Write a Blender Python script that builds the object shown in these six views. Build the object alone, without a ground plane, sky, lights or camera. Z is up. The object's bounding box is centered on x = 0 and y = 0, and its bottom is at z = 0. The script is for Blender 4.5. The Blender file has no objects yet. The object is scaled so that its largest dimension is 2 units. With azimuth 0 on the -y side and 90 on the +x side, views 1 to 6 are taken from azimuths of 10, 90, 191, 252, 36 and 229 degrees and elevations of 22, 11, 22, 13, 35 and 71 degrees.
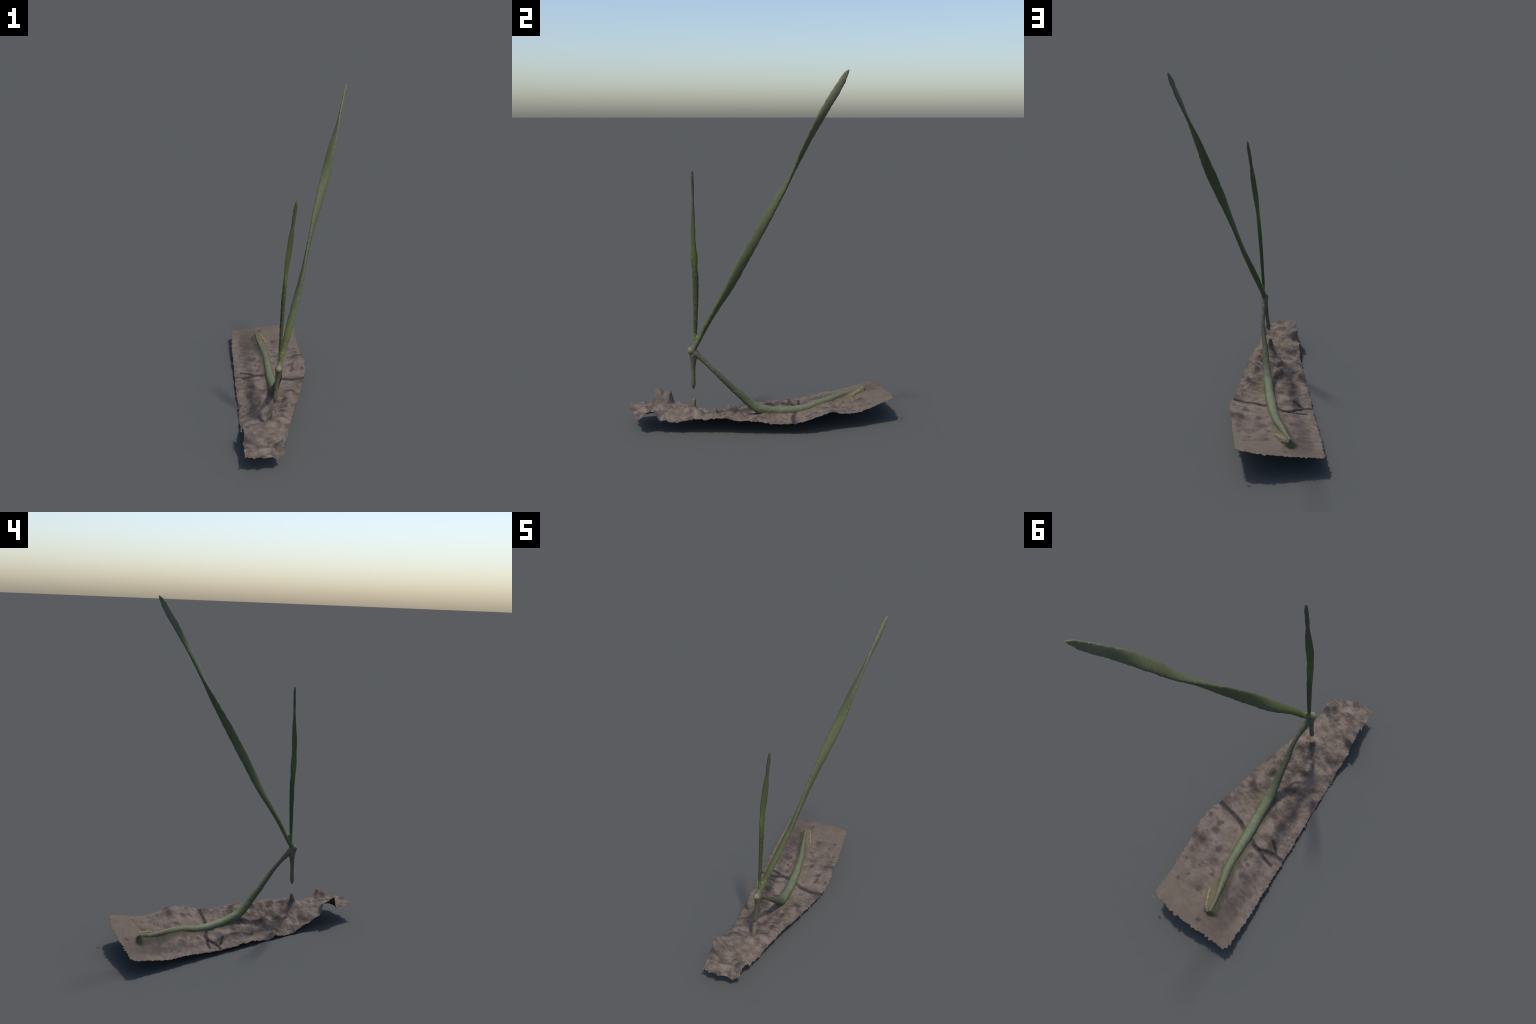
"""A grass shoot (bent stem with two twisted blades) growing over a scanned strip of dry soil."""
import bpy, bmesh, math
from mathutils import Vector, noise

# ---------------------------------------------------------------- helpers
def lerp(a, b, t): return a + (b - a) * t

def smooth(t):
    t = max(0.0, min(1.0, t)); return t * t * (3 - 2 * t)

def table(x, pts):
    """piecewise linear lookup in [(x, y), ...]"""
    if x <= pts[0][0]: return pts[0][1]
    for (x0, y0), (x1, y1) in zip(pts, pts[1:]):
        if x <= x1: return lerp(y0, y1, (x - x0) / (x1 - x0))
    return pts[-1][1]

def catmull(P, s):
    """Catmull-Rom through tuples P, s in [0, len-1]"""
    i = min(int(s), len(P) - 2); f = s - i
    p1, p2 = P[i], P[i + 1]
    p0 = P[i - 1] if i > 0 else [2 * a - b for a, b in zip(p1, p2)]
    p3 = P[i + 2] if i + 2 < len(P) else [2 * b - a for a, b in zip(p1, p2)]
    return [.5 * (2 * b + (c - a) * f + (2 * a - 5 * b + 4 * c - d) * f * f + (3 * b - a - 3 * c + d) * f ** 3)
            for a, b, c, d in zip(p0, p1, p2, p3)]

def fbm(x, y, z, octaves=4):
    return noise.fractal(Vector((x, y, z)), 0.9, 2.1, octaves)

def gauss(dx, dy): return math.exp(-(dx * dx + dy * dy))

def new_object(name, mesh, parent=None, mat=None):
    ob = bpy.data.objects.new(name, mesh)
    bpy.context.scene.collection.objects.link(ob)
    if parent: ob.parent = parent
    if mat: mesh.materials.append(mat)
    return ob

# ---------------------------------------------------------------- node helpers
class Nodes:
    def __init__(self, name):
        self.mat = bpy.data.materials.new(name); self.mat.use_nodes = True
        self.t = self.mat.node_tree; self.bsdf = self.t.nodes['Principled BSDF']
        self.coord = self.t.nodes.new('ShaderNodeTexCoord').outputs['Object']
    def link(self, a, b): self.t.links.new(a, b)
    def put(self, sock, v):
        if hasattr(v, 'is_linked') or isinstance(v, bpy.types.NodeSocket): self.link(v, sock)
        else: sock.default_value = v
    def math(self, op, a, b=0.0, c=0.0, clamp=False):
        n = self.t.nodes.new('ShaderNodeMath'); n.operation = op; n.use_clamp = clamp
        for s, v in zip(n.inputs, (a, b, c)): self.put(s, v)
        return n.outputs[0]
    def vec(self, op, a, b=(0, 0, 0), out=0):
        n = self.t.nodes.new('ShaderNodeVectorMath'); n.operation = op
        self.put(n.inputs[0], a); self.put(n.inputs[1], b)
        return n.outputs[out]
    def scale(self, a, s):
        n = self.t.nodes.new('ShaderNodeVectorMath'); n.operation = 'SCALE'
        self.put(n.inputs[0], a); self.put(n.inputs['Scale'], s); return n.outputs[0]
    def noise(self, vec, scale, detail=4.0, rough=.55, color=False):
        n = self.t.nodes.new('ShaderNodeTexNoise')
        self.put(n.inputs['Vector'], vec); n.inputs['Scale'].default_value = scale
        n.inputs['Detail'].default_value = detail; n.inputs['Roughness'].default_value = rough
        return n.outputs['Color' if color else 'Fac']
    def step(self, v, lo, hi, a=0.0, b=1.0):
        n = self.t.nodes.new('ShaderNodeMapRange'); n.interpolation_type = 'SMOOTHSTEP'
        self.put(n.inputs[0], v)
        for s, x in zip(list(n.inputs)[1:5], (lo, hi, a, b)): s.default_value = x
        return n.outputs[0]
    def mix(self, fac, a, b, mode='MIX'):
        n = self.t.nodes.new('ShaderNodeMix'); n.data_type = 'RGBA'; n.blend_type = mode
        self.put(n.inputs[0], fac)
        for s, v in ((n.inputs[6], a), (n.inputs[7], b)):
            self.put(s, tuple(v) + (1,) if isinstance(v, (tuple, list)) and len(v) == 3 else v)
        return n.outputs[2]
    def xyz(self, v):
        n = self.t.nodes.new('ShaderNodeSeparateXYZ'); self.put(n.inputs[0], v); return n.outputs
    def spot(self, vec, centre, r, soft=.6):
        d = self.vec('DISTANCE', vec, centre, out=1)
        return self.step(d, r * (1 - soft), r * (1 + soft), 1, 0)
    def segment(self, vec, a, b, r):
        """soft mask along the segment a-b"""
        a, b = Vector(a), Vector(b); ab = b - a
        pa = self.vec('SUBTRACT', vec, tuple(a))
        h = self.math('DIVIDE', self.vec('DOT_PRODUCT', pa, tuple(ab), out=1), ab.length_squared, clamp=True)
        n = self.t.nodes.new('ShaderNodeVectorMath'); n.operation = 'SCALE'
        n.inputs[0].default_value = ab; self.link(h, n.inputs['Scale'])
        d = self.vec('DISTANCE', pa, n.outputs[0], out=1)
        return self.step(d, r * .35, r * 1.35, 1, 0)
    def maximum(self, masks):
        m = masks[0]
        for k in masks[1:]: m = self.math('MAXIMUM', m, k)
        return m

# ---------------------------------------------------------------- the soil strip
# long edges of the strip: (y, x, z), west edge and east edge, south to north
WEST = [(-.787, .038, .108), (-.76, .031, .106), (-.70, .013, .104), (-.64, -.003, .102), (-.58, -.023, .098), (-.52, -.041, .086),
        (-.46, -.054, .055), (-.40, -.071, .026), (-.34, -.089, .010), (-.28, -.105, .004), (-.22, -.121, .012), (-.16, -.139, .008),
        (-.10, -.157, .017), (-.04, -.175, .025), (.02, -.192, .026), (.08, -.210, .027), (.14, -.227, .022), (.20, -.244, .024),
        (.26, -.260, .032), (.32, -.277, .040), (.38, -.295, .044), (.44, -.313, .046), (.50, -.329, .052), (.56, -.344, .064),
        (.62, -.358, .078), (.66, -.366, .086), (.694, -.364, .097)]
EAST = [(-.727, .226, .094), (-.70, .240, .092), (-.64, .246, .088), (-.58, .238, .083), (-.52, .234, .072), (-.46, .236, .075),
        (-.40, .239, .080), (-.34, .241, .083), (-.28, .242, .085), (-.22, .244, .092), (-.16, .245, .090), (-.10, .247, .085),
        (-.04, .248, .083), (.02, .246, .069), (.08, .243, .063), (.14, .245, .069), (.20, .247, .075), (.26, .243, .091),
        (.32, .229, .110), (.38, .210, .121), (.44, .188, .107), (.50, .168, .099), (.56, .150, .103), (.62, .131, .117),
        (.68, .110, .137), (.72, .098, .150), (.765, .084, .162)]
W_X = [(y, x) for y, x, z in WEST]; W_Z = [(y, z) for y, x, z in WEST]
E_X = [(y, x) for y, x, z in EAST]; E_Z = [(y, z) for y, x, z in EAST]
# how much the middle of the strip bulges above the straight line from edge to edge
BULGE = [(-.78, .006), (-.66, .0), (-.54, .014), (-.44, .020), (-.32, .010), (-.20, -.004), (-.06, -.010), (.10, -.010), (.28, -.016), (.44, -.002), (.58, .010), (.75, .004)]
# knobs and clods: x, y, height, radius across x, radius along y
CLODS = [(.172, -.140, .040, .026, .022), (.021, -.180, .050, .030, .026), (.045, -.290, .036, .022, .020), (-.095, -.212, .030, .026, .018),
         (.056, -.258, -.014, .022, .016), (-.085, .020, .022, .045, .05), (-.045, .118, .020, .030, .030), (.20, -.03, .016, .035, .04),
         (.165, .395, .010, .05, .035), (.145, .28, .012, .04, .035), (-.145, .585, .006, .050, .045), (.20, -.19, .024, .045, .04),
         (-.02, -.060, .014, .035, .030), (.18, -.385, .028, .060, .055), (.18, -.29, .024, .05, .04), (.13, -.11, .018, .04, .04), (.05, -.60, .010, .03, .03),
         (.13, -.68, .012, .045, .03), (.01, -.46, .012, .03, .03), (.17, -.53, .012, .035, .03), (-.04, -.36, .012, .028, .03),
         (.12, -.24, .014, .03, .025), (-.06, -.10, .014, .03, .025), (.145, -.06, .010, .03, .02), (-.125, .09, .012, .03, .03),
         (.10, -.42, .012, .06, .05), (-.17, .05, -.008, .03, .03), (.0, -.12, -.012, .03, .025), (.08, -.34, -.010, .03, .025), (.215, .27, .008, .025, .03),
         (.17, .005, .016, .050, .050), (.15, -.37, .012, .040, .045), (.195, -.28, .012, .035, .035), (.15, -.465, .010, .035, .035), (.10, -.285, .010, .030, .025),
         (-.107, .105, .013, .035, .035), (-.03, -.05, -.014, .050, .060), (-.06, -.225, -.012, .040, .035), (.005, -.36, -.012, .045, .04),
         (-.21, .650, -.014, .055, .050), (-.17, .48, -.008, .040, .06), (.02, .42, -.012, .055, .055), (.113, .385, -.010, .035, .04), (.174, .141, -.008, .04, .04), (-.005, -.55, -.008, .035, .04)]
CRACKS = [[(.260, .184), (.155, .173), (.085, .174), (.040, .186)],
          [(-.030, .196), (-.062, .206), (-.093, .203), (-.125, .180), (-.161, .161), (-.226, .152)],
          [(-.112, .118), (-.150, .135), (-.173, .150)], [(-.093, .203), (-.150, .214), (-.200, .213)]]

BURIED = [(.075, -.03), (.026, .133), (-.016, .264), (-.065, .388), (-.125, .510), (-.172, .605)]
CREST = [(-.05, .110), (.0, .105), (.068, .085), (.133, .078), (.194, .075), (.264, .081), (.317, .094), (.388, .107), (.443, .118), (.51, .122), (.556, .126), (.594, .138), (.62, .144)]

def seg_dist(x, y, a, b):
    dx, dy = b[0] - a[0], b[1] - a[1]
    t = max(0, min(1, ((x - a[0]) * dx + (y - a[1]) * dy) / (dx * dx + dy * dy)))
    return math.hypot(x - a[0] - t * dx, y - a[1] - t * dy)

def soil_height(x, y, u):
    z = lerp(table(y, W_Z), table(y, E_Z), u) + 4 * u * (1 - u) * table(y, BULGE)
    for cx, cy, h, rx, ry in CLODS:
        dx, dy = (x - cx) / rx, (y - cy) / ry
        if dx * dx + dy * dy < 9: z += h * gauss(dx, dy)
    # a mound round the foot of the soil spike
    d = math.hypot(x - .132, y + .41)
    if d < .13: z += .022 * math.exp(-(d / .036) ** 2)
    # lifted flap on the west edge and rolled hump on the east edge
    wx = max(0.0, x - table(y, W_X))
    ridge = smooth((y + .666) / .022) * smooth((-.534 - y - .20 * wx) / .024)
    dent = 1 - .30 * math.exp(-((y + .600) / .014) ** 2) * min(1, wx / .012) * math.exp(-(wx / .05) ** 2)
    z += .072 * ridge * dent * math.exp(-(wx / .050) ** 2)
    ex = max(0.0, table(y, E_X) - x)
    roll = smooth((-.582 - y) / .040) * math.exp(-(max(0.0, -.640 - y) / .042) ** 2)
    z += roll * (.043 * math.exp(-(ex / .050) ** 2) + .007 * math.exp(-((ex - .020) / .022) ** 2))
    z -= .012 * math.exp(-((y + .72) / .03) ** 2) * math.exp(-(ex / .025) ** 2)
    # the soil climbs a little against the buried stem and its side lobe
    if -.10 < y < .72:
        d = min(seg_dist(x, y, a, b) for a, b in zip(BURIED, BURIED[1:]))
        if d < .12:
            crest = table(y, CREST) - .010
            lift = max(0.0, crest - z) * math.exp(-(d / .031) ** 2) * smooth((y + .055) / .08)
            along = (x + .178) * -.44 + (y - .620) * .90            # blunt end of the shoot
            z += lift * smooth((.012 - along) / .022)
        d = seg_dist(x, y, (-.150, .600), (-.085, .536))
        if d < .1: z += .016 * math.exp(-(d / .022) ** 2) * smooth((.010 - ((x + .178) * -.44 + (y - .620) * .90)) / .022)
    # cracks are grooves
    for line in CRACKS:
        for a, b in zip(line, line[1:]):
            dd = seg_dist(x, y, a, b)
            if dd < .03: z -= .007 * math.exp(-(dd / .008) ** 2)
    rough = lerp(1.0, .35, smooth((y + .05) / .35))
    z += rough * (.0085 * fbm(x * 15, y * 19, 1.3) + .0022 * fbm(x * 38, y * 52, 5.1)) + .0006 * fbm(x * 105, y * 150, 8.8, 3)
    return z

def ragged(s, seed):
    """torn-edge offset: small irregular teeth"""
    n = noise.noise(Vector((s * 55, seed, 0))) * .6 + noise.noise(Vector((s * 120, seed, 3))) * .5
    tooth = max(0, noise.noise(Vector((s * 24, seed, 7))) - .25)
    def teeth(freq, k):
        q = s * freq + .35 * noise.noise(Vector((s * 14, seed, 2 + k))); c = math.floor(q); f = q - c
        r = abs(noise.cell(Vector((c + .5, seed * 3.1 + k, .5)))); p = .25 + .5 * abs(noise.cell(Vector((c + .5, seed * 5.3 + k, 4.5))))
        return r ** 1.6 * (f / p if f < p else (1 - f) / (1 - p)) - .3
    return .0045 * n + .012 * tooth + .0105 * teeth(38, 0) + .0055 * teeth(90, 9)

def build_soil(parent, mat):
    NU, NV = 150, 560
    me = bpy.data.meshes.new('soil_strip'); bm = bmesh.new()
    rows = []
    for j in range(NV + 1):
        v = j / NV; row = []
        for i in range(NU + 1):
            u = i / NU
            y = lerp(lerp(-.787, .694, v), lerp(-.731, .765, v), u)
            bow = .016 * math.sin(math.pi * min(1, max(0, (u - .25) / .75))) if v > .5 else -.010 * math.sin(math.pi * u)
            y += bow * abs(2 * v - 1) ** 4
            # rounded north-east corner
            y -= .008 * max(0, (u - .86) / .14) ** 2 * max(0, (v - .85) / .15) ** 2
            x0, x1 = table(y, W_X), table(y, E_X)
            near_w, near_e = math.exp(-u * (x1 - x0) / .012), math.exp(-(1 - u) * (x1 - x0) / .012)
            near_s, near_n = math.exp(-v * 1.47 / .012), math.exp(-(1 - v) * 1.47 / .012)
            x = lerp(x0, x1, u) - ragged(y, 1.7) * near_w + ragged(y, 9.2) * near_e
            y += -1.5 * ragged(x, 4.4) * near_s + 1.4 * ragged(x, 6.1) * near_n
            corner = math.exp(-u / .05) * near_s                       # drawn-out point of the south-west corner
            x += .004 * corner; y -= .010 * corner
            row.append(bm.verts.new((x, y, max(.002, soil_height(x, y, u)))))
        rows.append(row)
    for j in range(NV):
        for i in range(NU):
            bm.faces.new((rows[j][i], rows[j][i + 1], rows[j + 1][i + 1], rows[j + 1][i]))
    bm.normal_update(); bm.to_mesh(me); bm.free()
    ob = new_object('soil_strip', me, parent, mat)
    for p in me.polygons: p.use_smooth = True
    s = ob.modifiers.new('crust', 'SOLIDIFY'); s.thickness = .002; s.offset = -1
    return ob

# ---------------------------------------------------------------- plant
# blade stations: z, x, y, half width, half thickness, twist in degrees
LONG_BLADE = [(.500, .1560, -.383, .0130, .0120, 0), (.560, .1645, -.351, .0165, .0115, 0), (.600, .1710, -.331, .0185, .0122, 2), (.625, .1750, -.319, .0195, .0128, 4), (.682, .1850, -.288, .0210, .0138, 10), (.797, .2030, -.220, .0255, .0140, 30),
              (.880, .2160, -.172, .0275, .0130, 42), (.973, .2290, -.125, .0278, .0122, 58), (1.045, .2368, -.087, .0272, .0110, 71),
              (1.117, .2450, -.048, .0262, .0102, 81), (1.192, .2550, -.008, .0250, .0108, 92), (1.268, .2650, .034, .0250, .0118, 110),
              (1.351, .2780, .080, .0253, .0120, 130), (1.433, .2900, .125, .0260, .0115, 150), (1.501, .3000, .160, .0262, .0108, 171),
              (1.558, .3070, .187, .0266, .0108, 186), (1.610, .3140, .211, .0265, .0105, 194), (1.663, .3220, .237, .0260, .0090, 201),
              (1.714, .3300, .264, .0240, .0080, 212), (1.768, .3390, .293, .0220, .0080, 230), (1.828, .3470, .327, .0205, .0078, 250),
              (1.895, .3560, .367, .0190, .0076, 261), (1.940, .3602, .394, .0168, .0062, 266), (1.966, .3640, .406, .0135, .0052, 270),
              (1.986, .3663, .418, .0100, .0042, 272), (2.0005, .3685, .4295, .0016, .0014, 272)]
SHORT_BLADE = [(.520, .1545, -.387, .0085, .0080, 60), (.560, .1535, -.385, .0085, .0080, 60), (.618, .1530, -.383, .0110, .0080, 62), (.682, .1530, -.381, .0125, .0090, 68),
               (.756, .1540, -.379, .0140, .0100, 70), (.820, .1550, -.378, .0160, .0105, 70), (.870, .1560, -.377, .0160, .0110, 70),
               (.902, .1570, -.378, .0160, .0115, 72), (.949, .1590, -.380, .0148, .0115, 80), (1.005, .1620, -.382, .0192, .0108, 84),
               (1.060, .1650, -.383, .0155, .0082, 110), (1.108, .1680, -.384, .0145, .0078, 130), (1.153, .1720, -.383, .0170, .0076, 138),
               (1.196, .1760, -.382, .0165, .0068, 143), (1.236, .1800, -.381, .0150, .0073, 152), (1.274, .1830, -.380, .0140, .0073, 164),
               (1.310, .1860, -.380, .0115, .0060, 168), (1.348, .1890, -.379, .0085, .0052, 168), (1.389, .1930, -.379, .0096, .0066, 172),
               (1.431, .1970, -.379, .0095, .0070, 186), (1.470, .2010, -.379, .0070, .0058, 205), (1.487, .2024, -.379, .0042, .0036, 210), (1.496, .2030, -.379, .0012, .0012, 210)]
# stem: x, y, z, half width sideways, half height
STEM = [(.153, -.409, .470, .0205, .0215), (.1515, -.378, .446, .0180, .0180), (.150, -.353, .4235, .0150, .0152), (.150, -.327, .396, .0122, .0126),
        (.148, -.296, .363, .0108, .0126), (.143, -.265, .329, .0114, .0136), (.134, -.233, .293, .0134, .0146), (.124, -.202, .258, .0146, .0156),
        (.115, -.175, .227, .0160, .0174), (.108, -.148, .200, .0176, .0190), (.100, -.119, .169, .0196, .0208), (.089, -.081, .130, .0225, .0235),
        (.078, -.040, .095, .0252, .0270), (.066, .000, .076, .0262, .0290), (.046, .068, .056, .0272, .0290), (.026, .133, .050, .0284, .0290),
        (.007, .194, .047, .0280, .0285), (-.014, .264, .052, .0262, .0285), (-.033, .317, .066, .0240, .0285), (-.060, .388, .079, .0222, .0285),
        (-.090, .443, .089, .0200, .0290), (-.125, .510, .095, .0155, .0275), (-.150, .556, .100, .0122, .0265), (-.167, .594, .112, .0115, .0275), (-.177, .617, .117, .0105, .0260)]
SIDE_LOBE = [(-.164, .619, .110, .0105, .022), (-.148, .612, .117, .0115, .0245), (-.127, .591, .112, .0120, .0235), (-.103, .560, .103, .0115, .0220), (-.085, .538, .092, .0090, .0180), (-.074, .524, .082, .0045, .0090)]
STUB = [(.153, -.404, .474, .0200, .0230), (.152, -.400, .445, .0185, .0215), (.150, -.399, .418, .0160, .0180), (.147, -.400, .392, .0128, .0140), (.145, -.401, .365, .0114, .0118), (.143, -.4015, .330, .0104, .0108),
        (.140, -.402, .290, .0114, .0114), (.138, -.403, .262, .0118, .0118), (.136, -.4035, .245, .0080, .0080), (.135, -.404, .2325, .0012, .0012)]
NECK = [(.154, -.400, .478, .0180, .0185), (.155, -.387, .498, .0145, .0145), (.156, -.379, .515, .0132, .0138), (.1565, -.374, .530, .0122, .0128), (.157, -.373, .550, .0095, .0095), (.1572, -.373, .562, .0040, .0040)]
SPIKE = [(.133, -.409, .080, .030, .028), (.133, -.409, .100, .024, .023), (.132, -.408, .116, .0190, .0185), (.131, -.407, .132, .0150, .0150), (.130, -.405, .148, .0115, .0115), (.130, -.402, .162, .0092, .0096),
         (.130, -.399, .1695, .0070, .0075), (.130, -.3975, .1735, .0020, .0025)]

def loft(bm, stations, n_along, n_round=20, wobble=.0, seed=0.0, square=2.0, upright=False):
    """stations: (centre Vector, a, b, twist); a along the sideways axis, b across"""
    rings = []; N = len(stations)
    for k in range(n_along + 1):
        s = k / n_along * (N - 1)
        c = catmull(stations, s); e = 1e-2
        f, g = catmull(stations, min(N - 1, s + e)), catmull(stations, max(0, s - e))
        t = (Vector(f[:3]) - Vector(g[:3])).normalized()
        ex = Vector((1, 0, 0))
        e1 = ex - t * ex.dot(t) if upright else t.cross(Vector((0, 0, 1)))
        e1.normalize(); e2 = e1.cross(t)
        th = math.radians(c[5])
        p, q = math.cos(th) * e1 + math.sin(th) * e2, -math.sin(th) * e1 + math.cos(th) * e2
        ring = []
        for i in range(n_round):
            an = 2 * math.pi * i / n_round
            ca, sa = math.cos(an), math.sin(an)
            pw = 2 / square
            off = p * ((max(c[3], .0005) + .0008) * math.copysign(abs(ca) ** pw, ca)) + q * ((max(c[4], .0005) + .0008) * math.copysign(abs(sa) ** pw, sa))
            if wobble:
                pos = Vector(c[:3]) + off
                m = .8 * noise.noise(pos * 32 + Vector((seed, 9, 0))) + noise.noise(pos * 70 + Vector((seed, 0, 0))) + .6 * noise.noise(pos * 150 + Vector((seed, 5, 0)))
                rim = ca * ca if c[3] > 1.45 * c[4] else 1.0            # blades: uneven margins, smooth faces
                off += off.normalized() * wobble * m * (.15 + .85 * rim) * min(1, c[3] / .008)
            ring.append(bm.verts.new(Vector(c[:3]) + off))
        rings.append(ring)
    for r0, r1 in zip(rings, rings[1:]):
        for i in range(n_round):
            bm.faces.new((r0[i], r0[(i + 1) % n_round], r1[(i + 1) % n_round], r1[i]))
    bm.faces.new(rings[0][::-1]); bm.faces.new(rings[-1])

def build_spike(parent, mat):
    bm = bmesh.new()
    loft(bm, [(x, y, z, a, b, 0.0) for x, y, z, a, b in SPIKE], 70, 28, .0014, 31.0, 2.0, True)
    bmesh.ops.recalc_face_normals(bm, faces=bm.faces[:])
    me = bpy.data.meshes.new('soil_spike'); bm.to_mesh(me); bm.free()
    for p in me.polygons: p.use_smooth = True
    return new_object('soil_spike', me, parent, mat)

def point_line_dist(p, line):
    best = 1e9
    for a, b in zip(line, line[1:]):
        ab = b - a; t = max(0, min(1, (p - a).dot(ab) / ab.length_squared))
        best = min(best, (p - a - ab * t).length)
    return best

def build_plant(parent, mats):
    bm = bmesh.new()
    blade = lambda T: [(x, y, z, a, b, th) for z, x, y, a, b, th in T]
    tube = lambda T: [(x, y, z, a, b, 0.0) for x, y, z, a, b in T]
    loft(bm, blade(LONG_BLADE), 420, 24, .0021, 2.0)
    loft(bm, blade(SHORT_BLADE), 280, 20, .0016, 7.0, 2.0, True)
    loft(bm, tube(STEM), 320, 28, .0011, 4.0, 2.2)
    loft(bm, tube(SIDE_LOBE), 50, 16, .0036, 9.0)
    loft(bm, tube(STUB), 90, 18, .0006, 12.0, 2.0, True)
    loft(bm, tube(NECK), 30, 20, .0006, 15.0, 2.0, True)
    bmesh.ops.create_uvsphere(bm, u_segments=24, v_segments=16, radius=.0232)
    for v in bm.verts[-(24 * 15 + 2):]: v.co += Vector((.153, -.4075, .470))
    bmesh.ops.recalc_face_normals(bm, faces=bm.faces[:])
    me = bpy.data.meshes.new('whole_plant'); bm.to_mesh(me); bm.free()
    ob = new_object('whole_plant', me)
    r = ob.modifiers.new('union', 'REMESH'); r.mode = 'VOXEL'; r.voxel_size = .0019
    s = ob.modifiers.new('relax', 'SMOOTH'); s.factor = .5; s.iterations = 3
    dg = bpy.context.evaluated_depsgraph_get()
    whole = bpy.data.meshes.new_from_object(ob.evaluated_get(dg))
    bpy.data.objects.remove(ob); bpy.data.meshes.remove(me)
    vn = [Vector(n.vector) for n in whole.vertex_normals]
    co = [v.co.copy() for v in whole.vertices]
    long_line = [Vector((x, y, z)) for z, x, y, *_ in LONG_BLADE]
    short_line = [Vector((x, y, z)) for z, x, y, *_ in SHORT_BLADE]
    groups = {k: [] for k in ('long', 'short', 'stem', 'stub', 'lobe', 'node')}
    node_c = Vector((.153, -.409, .474))
    for p in whole.polygons:
        c = p.center
        if c.z > .575:
            k = 'long' if c.z > .70 and c.y > -.33 or point_line_dist(c, long_line) / 1.3 < point_line_dist(c, short_line) else 'short'
        elif c.z > .5: k = 'node'
        elif (c - node_c).length < .034: k = 'node'
        elif c.y < -.385 and c.z < .46: k = 'stub'
        elif c.y > .515 and (c.x + .0) > -.150 + (c.y - .56) * -.62 + .016: k = 'lobe'
        else: k = 'stem'
        groups[k].append(p)
    names = {'long': 'leaf', 'short': 'leaf', 'stem': 'stem', 'stub': 'stem_stub', 'lobe': 'side_lobe', 'node': 'stem_node'}
    for k, polys in groups.items():
        if not polys: continue
        remap = {}; verts = []; faces = []
        for p in polys:
            f = []
            for vi in p.vertices:
                if vi not in remap: remap[vi] = len(verts); verts.append(vi)
                f.append(remap[vi])
            faces.append(f)
        m = bpy.data.meshes.new(names[k]); m.from_pydata([co[i] for i in verts], [], faces); m.update()
        for p in m.polygons: p.use_smooth = True
        m.normals_split_custom_set_from_vertices([vn[i] for i in verts])
        new_object(names[k], m, parent, mats[k])
    bpy.data.meshes.remove(whole)

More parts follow.
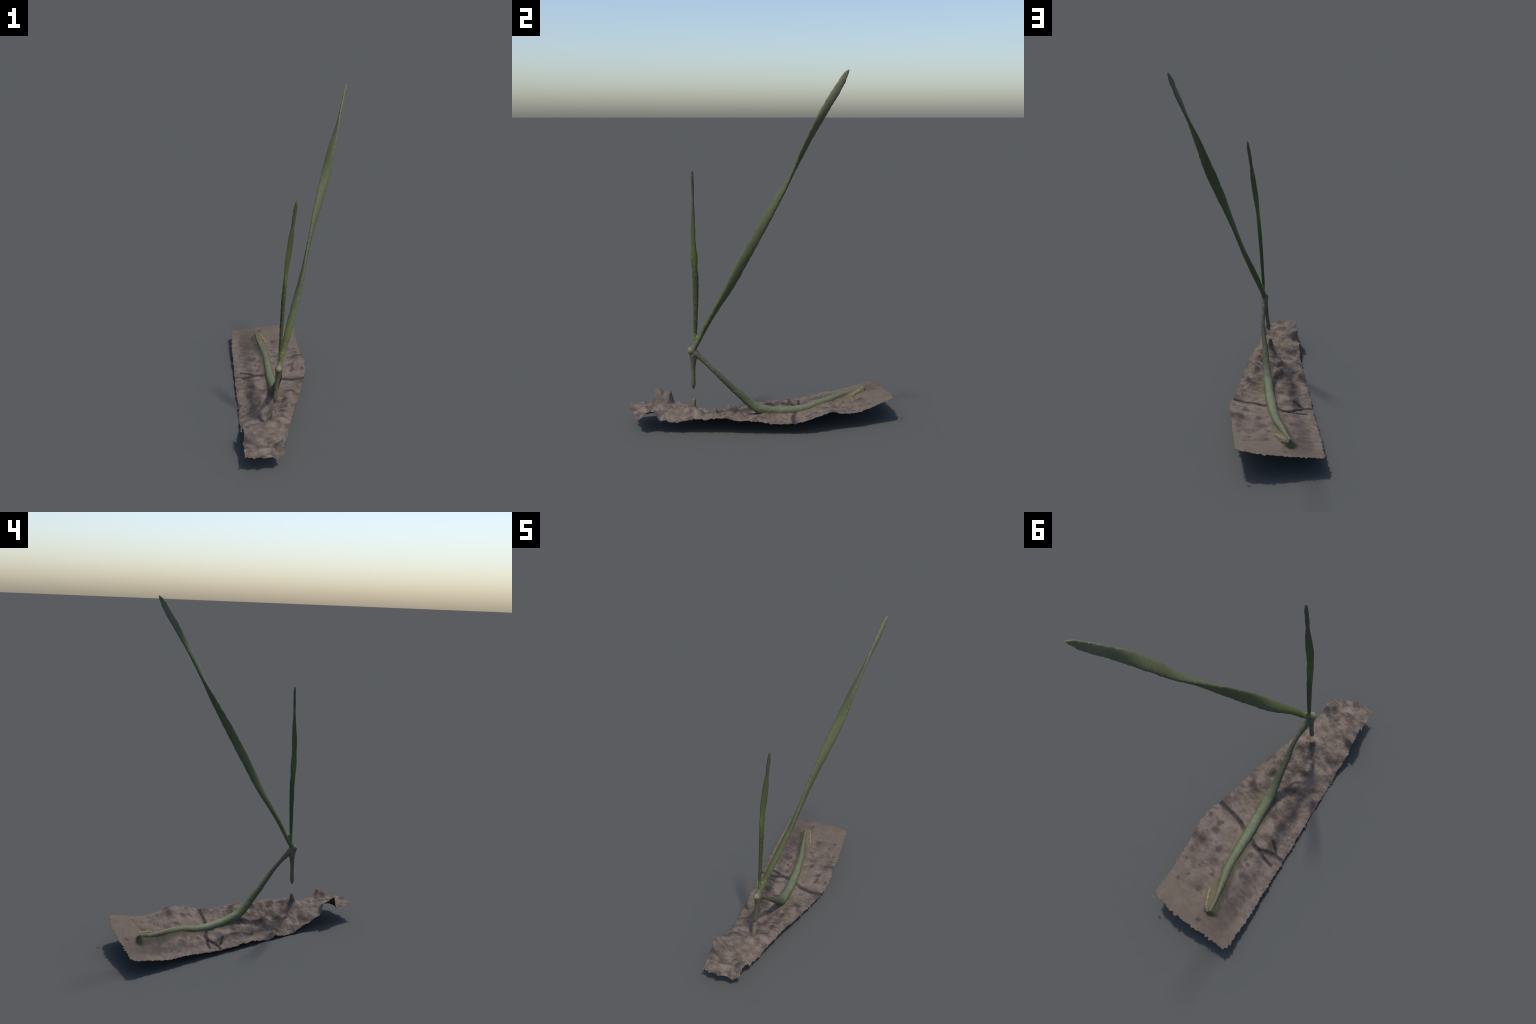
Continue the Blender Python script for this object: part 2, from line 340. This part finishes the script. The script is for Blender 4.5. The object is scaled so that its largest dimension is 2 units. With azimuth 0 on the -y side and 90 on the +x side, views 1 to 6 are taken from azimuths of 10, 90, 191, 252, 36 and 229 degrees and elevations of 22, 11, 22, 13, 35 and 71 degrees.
# ---------------------------------------------------------------- materials
def soil_material():
    N = Nodes('dry_soil'); P = N.coord
    warp = N.scale(N.vec('SUBTRACT', N.noise(P, 38, 3, .6, True), (.5, .5, .5)), .022)
    flat = N.vec('MULTIPLY', P, (1, 1, .0))            # masks are laid out in plan
    Q = N.vec('MULTIPLY', N.vec('ADD', P, warp), (1, 1, .0))
    stretch = N.vec('MULTIPLY', P, (.55, 1.2, 1.2))
    coarse = N.noise(P, 13, 5, .6); mid = N.noise(stretch, 34, 4, .55); fine = N.noise(P, 105, 2, .5)
    col = N.mix(N.step(coarse, .40, .60), (.092, .074, .065), (.148, .120, .105))
    col = N.mix(N.step(mid, .38, .68), col, N.mix(.55, col, (.190, .157, .142)))
    col = N.mix(N.step(mid, .48, .30, 0, .30), col, (.064, .052, .048))
    col = N.mix(N.step(fine, .36, .66, 0, 1), N.mix(.90, (.06, .05, .047), col), col)
    broad = N.noise(N.vec('ADD', P, (3.1, 1.7, .4)), 19, 3, .5)
    rough_part = N.step(N.xyz(P)[1], .35, .05)
    col = N.mix(N.math('MULTIPLY', N.step(broad, .55, .32), N.math('ADD', .30, N.math('MULTIPLY', rough_part, .38))), col, (.058, .047, .043))
    col = N.mix(N.math('MULTIPLY', N.step(broad, .54, .68), .45), col, (.185, .152, .136))
    # greener-tan smooth end in the north-east, pinkish elsewhere
    xyz = N.xyz(P)
    north = N.step(N.math('ADD', xyz[1], N.math('MULTIPLY', coarse, .3)), .50, .85)
    col = N.mix(N.math('MULTIPLY', north, .72), col, (.112, .091, .076))
    # tan sandy patches beside the stem
    tan = N.maximum([N.spot(Q, c, r, .8) for c, r in (((.135, .09, 0), .05), ((.055, .285, 0), .04), ((.10, .02, 0), .05), ((.20, -.12, 0), .05),
                                                      ((.12, -.50, 0), .06), ((-.10, -.10, 0), .035), ((.095, -.06, 0), .045), ((.02, .22, 0), .045))])
    col = N.mix(N.math('MULTIPLY', tan, .42), col, (.160, .131, .102))
    # dark brown blotches
    blot = N.maximum([N.spot(Q, (x, y, 0), r, .55) for x, y, r in
                      ((.138, .303, .021), (.150, .272, .013), (.154, .391, .026), (.185, .405, .02), (.148, .248, .008), (-.040, .578, .018), (.074, .618, .010),
                       (.053, .567, .010), (.060, .578, .006), (-.032, .474, .010), (.032, .763, .010), (-.163, .682, .012), (.168, -.150, .020), (.050, -.262, .015),
                       (.190, -.013, .020), (.165, -.008, .013), (-.087, .035, .032), (-.085, -.050, .032), (.047, .364, .018), (-.114, .305, .012),
                       (.125, .522, .008), (.219, .267, .014), (-.085, .255, .016), (-.135, .365, .018), (.02, -.148, .02), (.155, -.25, .012), (.19, -.64, .02), (.03, -.70, .014))])
    col = N.mix(N.math('MULTIPLY', blot, .72), col, (.053, .043, .040))
    flap = N.segment(Q, (-.030, -.570, 0), (.040, -.610, 0), .040)  # greyed down for the scan's baked shading on the lifted flap
    col = N.mix(N.math('MULTIPLY', flap, .42), col, (.070, .062, .058))
    # cracks
    lines = []
    for line, r in zip(CRACKS, (.0150, .0145, .0085, .0100)):
        for a, b in zip(line, line[1:]): lines.append(N.segment(N.mix(.3, flat, Q), (a[0], a[1], 0), (b[0], b[1], 0), r))
    col = N.mix(N.math('MULTIPLY', N.maximum(lines), .88), col, (.038, .034, .036))
    # the standing spike is stained olive
    spike = N.math('MULTIPLY', N.spot(flat, (.131, -.405, 0), .030, .5), N.step(xyz[2], .108, .150))
    col = N.mix(N.math('MULTIPLY', spike, .75), col, (.130, .112, .070))
    # algae stain up the flanks of the buried stem: olive skirt, greener close to the stem, ochre round the blunt end
    def along_stem(r, lo=0, hi=None):
        pts = [(x, y, 0) for x, y in BURIED][lo:hi]
        return N.maximum([N.segment(Q, a, b, r) for a, b in zip(pts, pts[1:])])
    col = N.mix(N.math('MULTIPLY', along_stem(.046), .62), col, (.098, .086, .058))
    col = N.mix(N.math('MULTIPLY', along_stem(.030), .80), col, N.mix(N.step(mid, .4, .6), (.070, .068, .042), (.092, .096, .056)))
    col = N.mix(N.math('MULTIPLY', N.segment(Q, (-.170, .605, 0), (-.085, .540, 0), .030), .70), col, (.118, .104, .062))
    col = N.mix(1.0, col, (.96, .932, .882), 'MULTIPLY')
    N.link(col, N.bsdf.inputs['Base Color'])
    N.bsdf.inputs['Roughness'].default_value = .95
    N.bsdf.inputs['Specular IOR Level'].default_value = .1
    b = N.t.nodes.new('ShaderNodeBump'); b.inputs['Strength'].default_value = .14; b.inputs['Distance'].default_value = .004
    N.link(N.math('ADD', N.noise(stretch, 120, 4), N.math('MULTIPLY', mid, 1.2)), b.inputs['Height']); N.link(b.outputs[0], N.bsdf.inputs['Normal'])
    return N.mat

def green_base(N, col, rough=.6, bump=.15, streak=(60, 60, 6)):
    N.link(col, N.bsdf.inputs['Base Color']); N.bsdf.inputs['Roughness'].default_value = rough
    N.bsdf.inputs['Specular IOR Level'].default_value = .25
    b = N.t.nodes.new('ShaderNodeBump'); b.inputs['Strength'].default_value = bump; b.inputs['Distance'].default_value = .002
    N.link(N.noise(N.vec('MULTIPLY', N.coord, streak), 2.0, 4), b.inputs['Height']); N.link(b.outputs[0], N.bsdf.inputs['Normal'])

def leaf_material(name, low, mid, high, bands):
    N = Nodes(name); z = N.xyz(N.coord)[2]
    n = N.noise(N.vec('MULTIPLY', N.coord, (1, 1, .5)), 22, 4, .6)
    zz = N.math('ADD', z, N.math('MULTIPLY', N.math('SUBTRACT', n, .5), .18))
    col = N.mix(N.step(zz, *bands[0]), low, mid)
    col = N.mix(N.step(zz, *bands[1]), col, high)
    col = N.mix(N.step(n, .42, .62, 0, .35), col, N.mix(1.0, col, (1.22, 1.18, 1.25), 'MULTIPLY'))
    streaks = N.noise(N.vec('MULTIPLY', N.coord, (160, 160, 9)), 1.0, 3)
    col = N.mix(N.step(streaks, .40, .60, 0, .25), col, N.mix(1.0, col, (.75, .78, .72), 'MULTIPLY'))
    green_base(N, col)
    return N.mat

def stem_material():
    N = Nodes('green_stem'); s = N.xyz(N.coord); y, z = s[1], s[2]
    n = N.noise(N.coord, 30, 4, .6)
    yy = N.math('ADD', y, N.math('MULTIPLY', N.math('SUBTRACT', n, .5), .10))
    col = N.mix(N.step(yy, -.34, -.24), (.104, .099, .060), (.082, .090, .050))         # node end, olive rise
    col = N.mix(N.step(yy, -.13, -.04), col, (.112, .132, .074))                        # pale glaucous bend
    col = N.mix(N.step(yy, .24, .38), col, (.104, .112, .066))
    col = N.mix(N.step(yy, .42, .54), col, (.118, .110, .070))
    blotch = N.noise(N.coord, 48, 3, .6)
    col = N.mix(N.step(blotch, .42, .62, 0, .5), col, N.mix(1.0, col, (.78, .80, .74), 'MULTIPLY'))
    ringed = N.noise(N.vec('MULTIPLY', N.coord, (10, 60, 60)), 1.6, 4)
    col = N.mix(N.step(ringed, .40, .64, 0, .45), col, N.mix(1.0, col, (.72, .72, .68), 'MULTIPLY'))
    # soil film splashed up the flanks of the lying part
    ridge = N.step(yy, -.05, .06)
    bend = N.math('MAXIMUM', N.math('SUBTRACT', N.math('ABSOLUTE', N.math('SUBTRACT', y, .17)), .03), 0.0)
    crest = N.math('ADD', .075, N.math('MULTIPLY', bend, .165))            # height of the crest along the lying part
    streak = N.noise(N.vec('MULTIPLY', N.coord, (70, 70, 14)), 1.0, 3)
    below = N.math('ADD', N.math('SUBTRACT', crest, z), N.math('MULTIPLY', N.math('SUBTRACT', streak, .5), .030))
    film = N.math('MULTIPLY', ridge, N.step(below, .003, .021))
    col = N.mix(N.math('MULTIPLY', film, .9), col, (.080, .073, .046))
    green_base(N, col, .65, .2, (30, 30, 30))
    return N.mat

def plain_material(name, a, b, scale=40):
    N = Nodes(name); n = N.noise(N.coord, scale, 4, .6)
    green_base(N, N.mix(N.step(n, .35, .65), a, b), .65, .2, (40, 40, 10)); return N.mat

def node_material():
    N = Nodes('pale_node'); z = N.xyz(N.coord)[2]; n = N.noise(N.coord, 40, 3)
    pale = N.mix(N.step(n, .35, .65), (.150, .134, .078), (.215, .192, .122))
    knob = N.spot(N.coord, (.157, -.434, .477), .020, .7)
    col = N.mix(knob, (.104, .099, .058), pale)
    col = N.mix(N.step(z, .495, .545), col, (.098, .120, .040))
    green_base(N, col); return N.mat

# ---------------------------------------------------------------- assemble
root = bpy.data.objects.new('grass_shoot_on_soil', None)
bpy.context.scene.collection.objects.link(root)
root['label'] = 'bent grass shoot with two blades on dry cracked soil strip'
root['category'] = 'grass plant'

soil = soil_material()
build_soil(root, soil)
build_spike(root, soil)
build_plant(root, {
    'long': leaf_material('long_blade_green', (.080, .097, .034), (.087, .099, .046), (.130, .132, .075), ((.62, 1.0), (1.55, 1.95))),
    'short': leaf_material('short_blade_green', (.060, .072, .027), (.080, .106, .028), (.078, .082, .040), ((.85, .98), (1.05, 1.30))),
    'stem': stem_material(), 'stub': plain_material('straw_stub', (.098, .088, .052), (.124, .112, .068)),
    'lobe': plain_material('yellow_lobe', (.112, .100, .056), (.160, .145, .082), 60), 'node': node_material()})

# a loose flake of crust at the north-east corner
bm = bmesh.new()
tri = [bm.verts.new(p) for p in ((.058, .772, .172), (.083, .774, .172), (.070, .7835, .180))]
low = [bm.verts.new(v.co - Vector((0, 0, .002))) for v in tri]
bm.faces.new(tri); bm.faces.new(low[::-1])
for i in range(3): bm.faces.new((tri[i], low[i], low[(i + 1) % 3], tri[(i + 1) % 3]))
bmesh.ops.recalc_face_normals(bm, faces=bm.faces[:])
fm = bpy.data.meshes.new('soil_flake'); bm.to_mesh(fm); bm.free()
new_object('soil_flake', fm, root, soil)
